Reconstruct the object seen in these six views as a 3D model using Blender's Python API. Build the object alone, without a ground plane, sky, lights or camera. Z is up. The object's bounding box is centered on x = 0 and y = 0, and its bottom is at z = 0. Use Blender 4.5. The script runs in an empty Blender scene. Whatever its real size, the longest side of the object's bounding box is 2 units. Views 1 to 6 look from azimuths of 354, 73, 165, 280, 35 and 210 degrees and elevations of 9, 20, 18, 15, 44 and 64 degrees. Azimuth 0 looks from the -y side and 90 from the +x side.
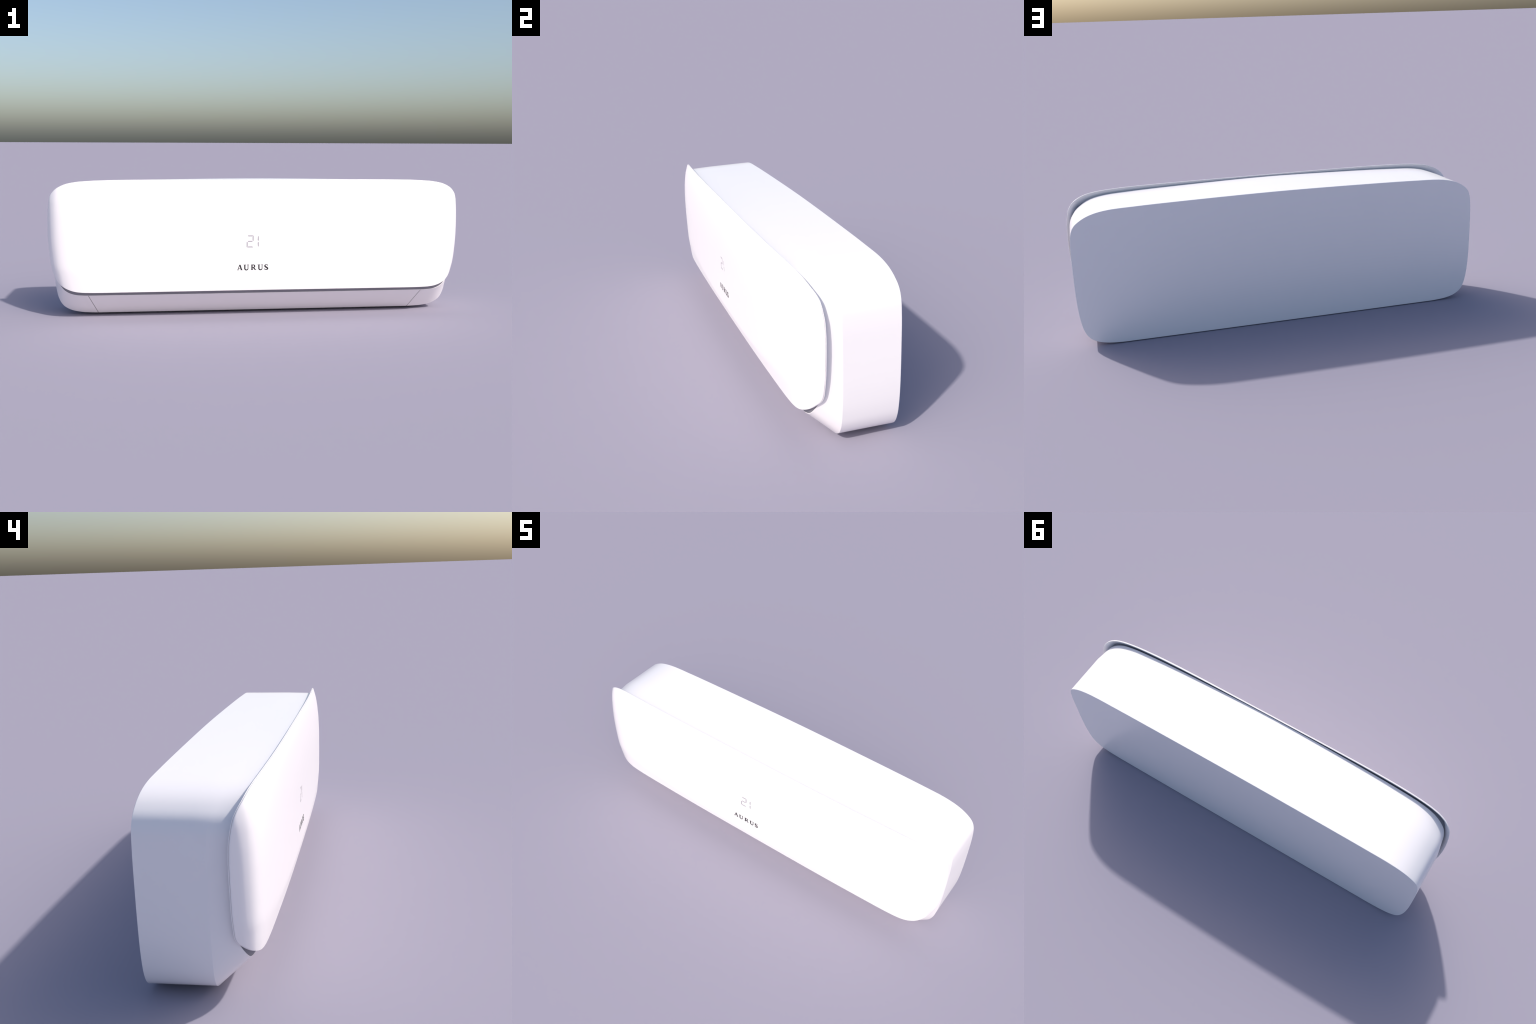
"""Wall-mounted split air conditioner (indoor unit): a rounded white housing,
a bowed white front panel floating in front of it, a grey recessed trim strip,
a louver under the panel, a two-digit display and a lettered badge."""
import bpy, bmesh, math
from mathutils import Vector

# ------------------------------------------------------------------ helpers
def catmull(pts, per):
    """Centripetal Catmull-Rom through pts (tuples of any length), `per`
    samples per span; keeps a control point at every span border."""
    n, dim = len(pts), len(pts[0])
    ext = [tuple(2 * pts[0][k] - pts[1][k] for k in range(dim))] + list(pts) + \
          [tuple(2 * pts[-1][k] - pts[-2][k] for k in range(dim))]
    # the half outlines start and end on the mirror plane: reflect there
    ext[0] = (-pts[1][0],) + tuple(pts[1][1:])
    ext[-1] = (-pts[-2][0],) + tuple(pts[-2][1:])
    out = []
    for i in range(n - 1):
        p = ext[i:i + 4]
        t = [0.0]
        for a, b in zip(p, p[1:]):
            t.append(t[-1] + max(math.dist(a, b) ** 0.5, 1e-4))
        for s in range(per):
            u = t[1] + (t[2] - t[1]) * s / per
            def lerp(a, b, ta, tb):
                w = (u - ta) / (tb - ta)
                return tuple(x + (y - x) * w for x, y in zip(a, b))
            a1, a2, a3 = (lerp(p[k], p[k + 1], t[k], t[k + 1]) for k in range(3))
            b1, b2 = lerp(a1, a2, t[0], t[2]), lerp(a2, a3, t[1], t[3])
            out.append(lerp(b1, b2, t[1], t[2]))
    out.append(tuple(pts[-1]))
    return out

def mirror_loop(half):
    """Closed loop from a half running top centre -> +x side -> bottom centre."""
    return half + [(-p[0],) + tuple(p[1:]) for p in half[-2:0:-1]]

def interp(table, v):
    """Monotone smooth interpolation in a list of (key, value)."""
    if v <= table[0][0]:
        return table[0][1]
    if v >= table[-1][0]:
        return table[-1][1]
    n = len(table)
    d = [(table[i + 1][1] - table[i][1]) / (table[i + 1][0] - table[i][0]) for i in range(n - 1)]
    m = [d[0]] + [0 if d[i - 1] * d[i] <= 0 else 2 * d[i - 1] * d[i] / (d[i - 1] + d[i])
                  for i in range(1, n - 1)] + [d[-1]]
    for i in range(n - 1):
        x0, x1 = table[i][0], table[i + 1][0]
        if v <= x1:
            h = x1 - x0
            t = (v - x0) / h
            return ((2 * t**3 - 3 * t**2 + 1) * table[i][1] + (t**3 - 2 * t**2 + t) * h * m[i]
                    + (-2 * t**3 + 3 * t**2) * table[i + 1][1] + (t**3 - t**2) * h * m[i + 1])

def inset2d(loop, d):
    """Move an (x, z, ...) closed loop inward by d in the x-z plane."""
    n, out = len(loop), []
    for i, p in enumerate(loop):
        a, b = loop[i - 1], loop[(i + 1) % n]
        tx, tz = b[0] - a[0], b[1] - a[1]
        l = math.hypot(tx, tz) or 1
        out.append((p[0] + tz / l * d, p[1] - tx / l * d) + tuple(p[2:]))
    return out

def make_object(name, verts, faces, mat, parent=None, sharp=35, merge=1e-5):
    me = bpy.data.meshes.new(name)
    me.from_pydata([tuple(v) for v in verts], [], faces)
    bm = bmesh.new()
    bm.from_mesh(me)
    if merge:
        bmesh.ops.remove_doubles(bm, verts=bm.verts, dist=merge)
    bmesh.ops.dissolve_degenerate(bm, edges=bm.edges, dist=1e-6)
    bmesh.ops.recalc_face_normals(bm, faces=bm.faces)
    for f in bm.faces:
        f.smooth = True
    lim = math.radians(sharp)
    for e in bm.edges:
        e.smooth = not (len(e.link_faces) == 2 and e.calc_face_angle(0) > lim)
    bm.to_mesh(me)
    bm.free()
    for m in (mat if isinstance(mat, list) else [mat]):
        me.materials.append(m)
    ob = bpy.data.objects.new(name, me)
    bpy.context.scene.collection.objects.link(ob)
    if parent:
        ob.parent = parent
    return ob

def loft(rings, cap_start=False, cap_end=False):
    """Quads between closed rings of equal length."""
    n = len(rings[0])
    verts = [v for r in rings for v in r]
    faces = []
    for k in range(len(rings) - 1):
        for i in range(n):
            j = (i + 1) % n
            faces.append((k * n + i, k * n + j, (k + 1) * n + j, (k + 1) * n + i))
    if cap_start:
        faces.append(tuple(range(n)))
    if cap_end:
        faces.append(tuple(range((len(rings) - 1) * n, len(rings) * n)))
    return verts, faces

# ---------------------------------------------------------------- materials
def plastic(name, col, rough, grain=0.0, spec=0.5):
    m = bpy.data.materials.new(name)
    m.use_nodes = True
    nt = m.node_tree
    b = nt.nodes["Principled BSDF"]
    b.inputs["Roughness"].default_value = rough
    b.inputs["Specular IOR Level"].default_value = spec
    tc = nt.nodes.new("ShaderNodeTexCoord")
    nz = nt.nodes.new("ShaderNodeTexNoise")
    nz.inputs["Scale"].default_value = 3.0
    nz.inputs["Detail"].default_value = 2.0
    nt.links.new(tc.outputs["Object"], nz.inputs["Vector"])
    rp = nt.nodes.new("ShaderNodeValToRGB")
    rp.color_ramp.elements[0].position = 0.3
    rp.color_ramp.elements[1].position = 0.7
    rp.color_ramp.elements[0].color = tuple(c * (1 - grain) for c in col) + (1,)
    rp.color_ramp.elements[1].color = tuple(col) + (1,)
    nt.links.new(nz.outputs["Fac"], rp.inputs["Fac"])
    nt.links.new(rp.outputs["Color"], b.inputs["Base Color"])
    return m

WHITE = plastic("white_plastic", (0.94, 0.897, 0.907), 0.26, 0.004, 0.5)
GREY = plastic("grey_trim_plastic", (0.225, 0.22, 0.25), 0.55, 0.01)
SEAM = plastic("seam_gap_plastic", (0.55, 0.53, 0.54), 0.7)
DIGIT = plastic("pale_display_grey", (0.42, 0.395, 0.43), 0.6)
INK = plastic("black_lettering", (0.007, 0.006, 0.007), 0.6)

# ------------------------------------------------------------------ outlines
# half outlines (x, z), top centre -> right side -> bottom centre; the control
# points of the housing's three outlines match one to one.
Y_BACK, Y_CREASE = 0.187, -0.032
SEAM_LOW, SEAM_TOP = 0.782, 0.817          # louver ends on the chamfer
OUT_BACK = [(0, .6565), (.35, .6535), (.68, .6470), (.82, .6400), (.887, .6255), (.930, .6055),
            (.962, .580), (.978, .548), (.9855, .49), (.988, .38), (.986, .22), (.979, .138),
            (.968, .087), (.948, .051), (.915, .029), (.865, .0160), (.80, .011),
            (SEAM_LOW, .0105), (SEAM_LOW - .0022, .0105), (.40, .0100), (0, .0100)]
# front opening of the housing: (x, z, y)
OUT_FRONT = [(0, .6585, -.162), (.35, .6535, -.160), (.68, .6455, -.153), (.82, .6375, -.145),
             (.882, .6235, -.138), (.922, .603, -.129), (.952, .578, -.117), (.967, .546, -.106),
             (.974, .49, -.096), (.976, .38, -.0935), (.972, .265, -.0945), (.964, .212, -.103),
             (.953, .180, -.116), (.9365, .1515, -.127), (.913, .132, -.132), (.88, .120, -.135),
             (.838, .1160, -.1375), (SEAM_TOP, .1155, -.138), (SEAM_TOP - .0022, .1155, -.138),
             (.42, .1155, -.1405), (0, .1155, -.141)]
PER = 8
half_b = catmull(OUT_BACK, PER)
half_f = catmull(OUT_FRONT, PER)
NH = len(half_b)
loop_b, loop_f = mirror_loop(half_b), mirror_loop(half_f)
N = len(loop_b)
SEAM_A, SEAM_B = 17 * PER, 18 * PER          # indices of the louver seam columns

def ring_at(kind, t=0.0):
    if kind == "back":
        # the underside slopes down toward the back edge
        drop = .0095 * (t - Y_CREASE) / (Y_BACK - Y_CREASE)
        return [(p[0], t, p[1] - drop * max(0.0, 1 - p[1] / .10) / .9) for p in loop_b]
    return [(a[0] + (b[0] - a[0]) * t, Y_CREASE + (b[2] - Y_CREASE) * t,
             a[1] + (b[1] - a[1]) * t) for a, b in zip(loop_b, loop_f)]

# ------------------------------------------------------------------- housing
unit = bpy.data.objects.new("air_conditioner", None)
unit["label"] = "white wall-mounted split air conditioner with rounded bowed front panel"
unit["category"] = "air conditioner"
bpy.context.scene.collection.objects.link(unit)

def shrink(loop, d, y):
    return [(p[0], y, p[1]) for p in inset2d(loop, d)]

rear = [(p[0], p[2]) for p in ring_at("back", Y_BACK)]
rings = [shrink(rear, .006, Y_BACK), shrink(rear, .0012, Y_BACK), shrink(rear, 0, Y_BACK - .0015)]
for y in (.15, .125, .1, .08, .06, .035, .01):
    rings.append(ring_at("back", y))
R_CREASE = len(rings)
for t in (0, .25, .5, .75, 1):
    rings.append(ring_at("front", t))
verts, faces = loft(rings, cap_start=True)
# leave the louver's opening out of the housing skin
def is_louver(fi):
    k, i = divmod(fi, N)
    return R_CREASE <= k < R_CREASE + 4 and SEAM_A <= i < N - SEAM_A
faces = [f for fi, f in enumerate(faces) if len(f) != 4 or not is_louver(fi)]
# front lip: returns inward behind the panel
base = len(verts)
lip = [(p[0], p[2] + .0002, p[1]) for p in inset2d(loop_f, .0015)]
deep = [(p[0], p[2] + .03, p[1]) for p in inset2d(loop_f, .006)]
last = (len(rings) - 1) * N
verts += lip + deep
for i in range(N):
    j = (i + 1) % N
    faces.append((last + i, last + j, base + j, base + i))
    faces.append((base + i, base + j, base + N + j, base + N + i))
housing = make_object("housing", verts, faces, WHITE, unit, sharp=8)

# louver seam backing: sits 3 mm inside the chamfer
def chamfer_patch(i0, i1, t0, t1, depth, nt=6):
    """Grid on the chamfer between outline columns i0..i1, moved in by depth."""
    g = []
    for k in range(nt + 1):
        t = t0 + (t1 - t0) * k / nt
        row = []
        for i in range(i0, i1 + 1):
            a, b = loop_b[i % N], loop_f[i % N]
            n = Vector((0, b[1] - a[1], -(b[2] - Y_CREASE))).normalized()
            p = Vector((a[0] + (b[0] - a[0]) * t, Y_CREASE + (b[2] - Y_CREASE) * t, a[1] + (b[1] - a[1]) * t))
            row.append(p + n * depth)
        g.append(row)
    return g

def slab(front, back):
    nr, nc = len(front), len(front[0])
    v = [p for r in front for p in r] + [p for r in back for p in r]
    o = nr * nc
    f = []
    for r in range(nr - 1):
        for c in range(nc - 1):
            a, b, d, e = r * nc + c, r * nc + c + 1, (r + 1) * nc + c + 1, (r + 1) * nc + c
            f += [(a, b, d, e), (o + a, o + e, o + d, o + b)]
    rim = [(0, c) for c in range(nc)] + [(r, nc - 1) for r in range(1, nr)] + \
          [(nr - 1, c) for c in range(nc - 2, -1, -1)] + [(r, 0) for r in range(nr - 2, 0, -1)]
    ids = [r * nc + c for r, c in rim]
    for a, b in zip(ids, ids[1:] + ids[:1]):
        f.append((a, o + a, o + b, b))
    return v, f

lv, lf = slab(chamfer_patch(SEAM_B, N - SEAM_B, .0, 1.0, 0.0), chamfer_patch(SEAM_B, N - SEAM_B, .0, 1.0, .008))
louver = make_object("louver", lv, lf, WHITE, unit, sharp=30)
sv, sf = slab(chamfer_patch(SEAM_A - 6, N - SEAM_A + 6, .0, 1.0, .0082), chamfer_patch(SEAM_A - 6, N - SEAM_A + 6, 0.02, .98, .011))
outlet = make_object("air_outlet", sv, sf, SEAM, unit, sharp=30)

# ---------------------------------------------------------------- front panel
PANEL = [(0, .6672), (.30, .6672), (.55, .6667), (.70, .6650), (.79, .6615), (.86, .6555), (.912, .644),
         (.955, .6215), (.978, .596), (.987, .573), (.9925, .544), (.9965, .51), (.9995, .44), (.998, .36),
         (.992, .285), (.984, .238), (.974, .2085), (.961, .189), (.942, .170), (.918, .1555), (.886, .1435),
         (.853, .138), (.81, .136), (.60, .1365), (.30, .1375), (0, .138)]
PLAN = [(0, 0), (.30, .0004), (.50, .0015), (.65, .0035), (.78, .0065), (.86, .0105), (.91, .0165),
        (.95, .0285), (.98, .052), (1.0, .086)]
PROFILE = [(.13, .0024), (.17, .0018), (.24, .0010), (.33, .0003), (.42, .0), (.48, .0008), (.54, .0032),
           (.60, .0080), (.64, .0140), (.669, .020)]
WIDTH = [(.13, .962), (.20, .979), (.28, .993), (.40, .9995), (.56, .9995), (.67, .985)]
Y_FRONT = -.187

def panel_y(x, z):
    """Front surface of the panel: bowed in plan, falling back at the top, with
    a shallow facet along the bottom."""
    ax = abs(x)
    y = Y_FRONT + interp(PLAN, ax / interp(WIDTH, z)) + interp(PROFILE, z) * (1 + 1.4 * min(1, ax) ** 6 * (z > .42))
    zc = .168 + .062 * min(ax / .84, 1.1) ** 2.5
    return y + .15 * max(0.0, zc - z) * (1 - .75 * min(1, ax) ** 2)

half_p = catmull(PANEL, 10)
loop_p = mirror_loop(half_p)
NP = len(loop_p)
def toward_core(p, k):
    cx = max(-.62, min(.62, p[0]))
    return (cx + (p[0] - cx) * k, .40 + (p[1] - .40) * k)
ks = [0, .12, .25, .38, .5, .6, .68, .75, .80, .84, .87, .90, .92, .94, .955, .97, .98, .988, .994, 1.0]
prings = []
for k in ks:
    r = [toward_core(p, k) for p in loop_p]
    prings.append([(x, panel_y(x, z), z) for x, z in r])
rim = [(p[0], panel_y(p[0], p[1]), p[1]) for p in loop_p]
def rim_ring(inset, back):
    return [(q[0], r[1] + back, q[1]) for q, r in zip(inset2d(loop_p, inset), rim)]
# front shell with rounded rim and a thin parting groove, then the shell's back
prings += [rim_ring(-.0002, .0010), rim_ring(0, .0026), rim_ring(.0018, .0030)]
verts, faces = loft(prings)
front_panel = make_object("front_panel", verts, faces, WHITE, unit, sharp=40)
def inner_ring(inset, off):
    return [(q[0], panel_y(q[0], q[1]) + off, q[1]) for q in inset2d(loop_p, inset)]
def cavity_ring(inset):
    """Hollow back of the panel: falls away forward from the rim, never thinner than 4 mm."""
    return [(q[0], max(panel_y(q[0], q[1]) + .004, r[1] + .0068 - .0100 * inset / .014), q[1])
            for q, r in zip(inset2d(loop_p, inset), rim)]
back_rings = [rim_ring(.0022, .0028), rim_ring(.0018, .0038), rim_ring(-.0001, .0040), rim_ring(-.0005, .0048),
              rim_ring(-.0002, .0058), rim_ring(.0008, .0066)] + \
             [cavity_ring(d) for d in (.003, .005, .0075, .010, .0125, .015, .018, .022, .027, .034, .042)]
verts, faces = loft(back_rings)
panel_back = make_object("panel_backing", verts, faces, WHITE, unit, sharp=60)

# ------------------------------------------------- grey core behind the panel
half_c = half_f
c_rings = [[(p[0], p[2] + .012, p[1]) for p in inset2d(loop_f, .0045)],
           [(p[0], p[2] + .0006, p[1]) for p in inset2d(loop_f, .0017)]]
def nearest_rim(p):
    best = min(range(NP), key=lambda i: (loop_p[i][0] - p[0])**2 + (loop_p[i][1] - p[1])**2)
    return best
ins = cavity_ring(.016)
ins2 = cavity_ring(.0165)
wide, wide2 = cavity_ring(.034), cavity_ring(.0345)
# tight under the panel's lower edge, where it shows; tucked well inside elsewhere
def core_ring(tight, loose):
    out = []
    for p in loop_f:
        k = nearest_rim(p)
        w = min(1.0, max(0.0, (p[1] - .17) / .06))
        out.append(tuple(a + (b - a) * w for a, b in zip(tight[k], loose[k])))
    return out
c_rings += [core_ring(ins, wide), core_ring(ins2, wide2)]
verts, faces = loft(c_rings)
trim = make_object("trim_strip", verts, faces, GREY, unit, sharp=50, merge=0)

# ------------------------------------------------------------- display digits
def plate(name, polys, mat, parent, lift=.0003):
    """Flat marks lying on the panel: polys are lists of (x, z) outlines."""
    v, f = [], []
    for poly in polys:
        n = len(poly)
        o = len(v)
        for x, z in poly:
            v.append((x, panel_y(x, z) - lift, z))
        for x, z in poly:
            v.append((x, panel_y(x, z) + .0008, z))
        f.append(tuple(range(o, o + n)))
        f.append(tuple(range(o + 2 * n - 1, o + n - 1, -1)))
        for i in range(n):
            j = (i + 1) % n
            f.append((o + i, o + n + i, o + n + j, o + j))
    return make_object(name, v, f, mat, parent, merge=0)

def stroke(pts, widths):
    """Quads along a polyline with a width at every point (pen stroke)."""
    L, R = [], []
    for i, p in enumerate(pts):
        a, b = pts[max(i - 1, 0)], pts[min(i + 1, len(pts) - 1)]
        tx, tz = b[0] - a[0], b[1] - a[1]
        l = math.hypot(tx, tz)
        w = widths[i] / 2
        L.append((p[0] - tz / l * w, p[1] + tx / l * w))
        R.append((p[0] + tz / l * w, p[1] - tx / l * w))
    return [[L[i], L[i + 1], R[i + 1], R[i]] for i in range(len(pts) - 1)]

DX0, DX1, DZ0, DZ1, SW = -.0640, -.0297, .3455, .4045, .0060
DM = (DZ0 + DZ1) / 2
g = .0006
two = [
    [(DX0 + .005, DZ1), (DX1 - .002, DZ1), (DX1 - SW - .001, DZ1 - SW), (DX0 + .009, DZ1 - SW)],
    [(DX1 - .0014, DZ1 - .0008), (DX1, DZ1 - .003), (DX1, DM + .004), (DX1 - .002, DM + .002),
     (DX1 - SW, DM + .004), (DX1 - SW, DZ1 - SW - .001)],
    [(DX0 + .005, DM), (DX0 + .008, DM + SW / 2), (DX1 - .008, DM + SW / 2), (DX1 - .005, DM),
     (DX1 - .008, DM - SW / 2), (DX0 + .008, DM - SW / 2)],
    [(DX0 + .0014, DZ0 + .0008), (DX0, DZ0 + .003), (DX0, DM - .004), (DX0 + .002, DM - .002),
     (DX0 + SW, DM - .004), (DX0 + SW, DZ0 + SW + .001)],
    [(DX0 + .002, DZ0), (DX1 - .003, DZ0), (DX1 - .007, DZ0 + SW), (DX0 + SW + .001, DZ0 + SW)]]
ox = -.0050
one = [[(ox - SW + .001, DZ1 - .007), (ox, DZ1 - .003), (ox, DM + .002), (ox - .002, DM + .003), (ox - SW, DM + .006)],
       [(ox - SW + .001, DZ0 + .007), (ox - SW, DM - .006), (ox - .002, DM - .003), (ox, DM - .002), (ox, DZ0 + .003)]]
digit_two = plate("display_digit", two, DIGIT, front_panel)
digit_one = plate("display_digit", one, DIGIT, front_panel)

# ------------------------------------------------------------ badge lettering
H = .0262
Z0 = .2368
THICK, THIN = .0062, .0033
def serif(x, z, w, up):
    h = .0018
    return [[(x - w / 2, z), (x + w / 2, z), (x + w / 2, z + h * up), (x - w / 2, z + h * up)]]
def bar(x0, z0, x1, z1, w):
    """Slanted stem with horizontal ends."""
    return [[(x0 - w / 2, z0), (x0 + w / 2, z0), (x1 + w / 2, z1), (x1 - w / 2, z1)]]
def letter_a(x, w):
    top = x + w * .49
    return (bar(x + w * .13, 0, top - .0004, H * .98, THIN * 1.05) + bar(x + w * .83, 0, top + .0002, H, THICK * 1.08)
            + [[(x + w * .25, H * .30), (x + w * .72, H * .30), (x + w * .70, H * .38), (x + w * .28, H * .38)]]
            + serif(x + w * .14, 0, w * .34, 1) + serif(x + w * .82, 0, w * .42, 1))
def letter_u(x, w):
    l, r, b = x + w * .27, x + w * .84, H * .30
    mid, rad = (l + r) / 2, (r - l) / 2
    pts, wd = [(l, H), (l, b)], [THICK, THICK]
    for k in range(1, 12):
        a = math.pi * k / 12
        pts.append((mid - rad * math.cos(a), b - b * .93 * math.sin(a)))
        wd.append(THICK + (THIN - THICK) * (k / 12) ** 1.2)
    pts += [(r, b), (r, H)]
    wd += [THIN, THIN]
    return stroke(pts, wd) + serif(l, H, w * .46, -1) + serif(r, H, w * .36, -1)
def letter_r(x, w):
    s = x + w * .24
    top, mid = H * .95, H * .47
    pts, wd = [(s, top)], [THIN * .9]
    cz, rz = (top + mid) / 2, (top - mid) / 2
    for k in range(0, 13):
        a = math.pi / 2 - math.pi * k / 12
        pts.append((x + w * .46 + w * .27 * max(math.cos(a), 0), cz + rz * math.sin(a)))
        wd.append(THIN * .9 + (THICK - THIN) * max(math.cos(a), 0))
    pts.append((s, mid))
    wd.append(THIN * .9)
    return (bar(s, 0, s, H, THICK) + serif(s, 0, w * .42, 1) + serif(s - w * .03, H, w * .30, -1)
            + stroke(pts, wd) + bar(x + w * .88, 0, x + w * .47, mid + .001, THICK * 1.1) + serif(x + w * .93, 0, w * .2, 1))
def letter_s(x, w):
    ctl = [(.90, .76), (.78, .90), (.50, .955), (.24, .87), (.16, .72), (.30, .58), (.56, .47),
           (.82, .34), (.86, .19), (.68, .07), (.42, .045), (.20, .12), (.09, .27)]
    wd = [.6, .8, 1.0, 1.5, 2.0, 2.1, 2.2, 2.1, 1.9, 1.2, 1.0, .9, .6]
    pts = [(x + a * w, b * H) for a, b in ctl]
    fine, fw = [], []
    for i in range(len(pts) - 1):
        for s in range(4):
            t = s / 4
            p = [pts[max(i - 1, 0)], pts[i], pts[i + 1], pts[min(i + 2, len(pts) - 1)]]
            fine.append(tuple(.5 * (2 * p[1][c] + (p[2][c] - p[0][c]) * t + (2 * p[0][c] - 5 * p[1][c] + 4 * p[2][c] - p[3][c]) * t * t
                                    + (3 * p[1][c] - p[0][c] - 3 * p[2][c] + p[3][c]) * t**3) for c in (0, 1)))
            fw.append((wd[i] + (wd[i + 1] - wd[i]) * t) * THIN)
    fine.append(pts[-1])
    fw.append(wd[-1] * THIN)
    tip = .0016
    return (stroke(fine, fw) + [[(x + w * .84, H * .97), (x + w * .93, H * .97), (x + w * .95, H * .72), (x + w * .90, H * .72)]]
            + [[(x + w * .06, H * .30), (x + w * .11, H * .30), (x + w * .15, H * .03), (x + w * .06, H * .03)]])
for make, x, w in ((letter_a, -.1093, .0262), (letter_u, -.0795, .0270), (letter_r, -.0440, .0262),
                   (letter_u, -.0118, .0270), (letter_s, .0215, .0185)):
    polys = [[(px, pz + Z0) for px, pz in poly] for poly in make(x, w)]
    # overlapping strokes: stagger their lift so that no two faces coincide
    v = None
    parts = []
    for k, poly in enumerate(polys):
        parts.append((poly, .0003 + .000012 * k))
    vs, fs = [], []
    for poly, lift in parts:
        n, o = len(poly), len(vs)
        vs += [(px, panel_y(px, pz) - lift, pz) for px, pz in poly]
        vs += [(px, panel_y(px, pz) + .0008, pz) for px, pz in poly]
        fs += [tuple(range(o, o + n)), tuple(range(o + 2 * n - 1, o + n - 1, -1))]
        fs += [(o + i, o + n + i, o + n + (i + 1) % n, o + (i + 1) % n) for i in range(n)]
    make_object("letter", vs, fs, INK, front_panel, merge=0)
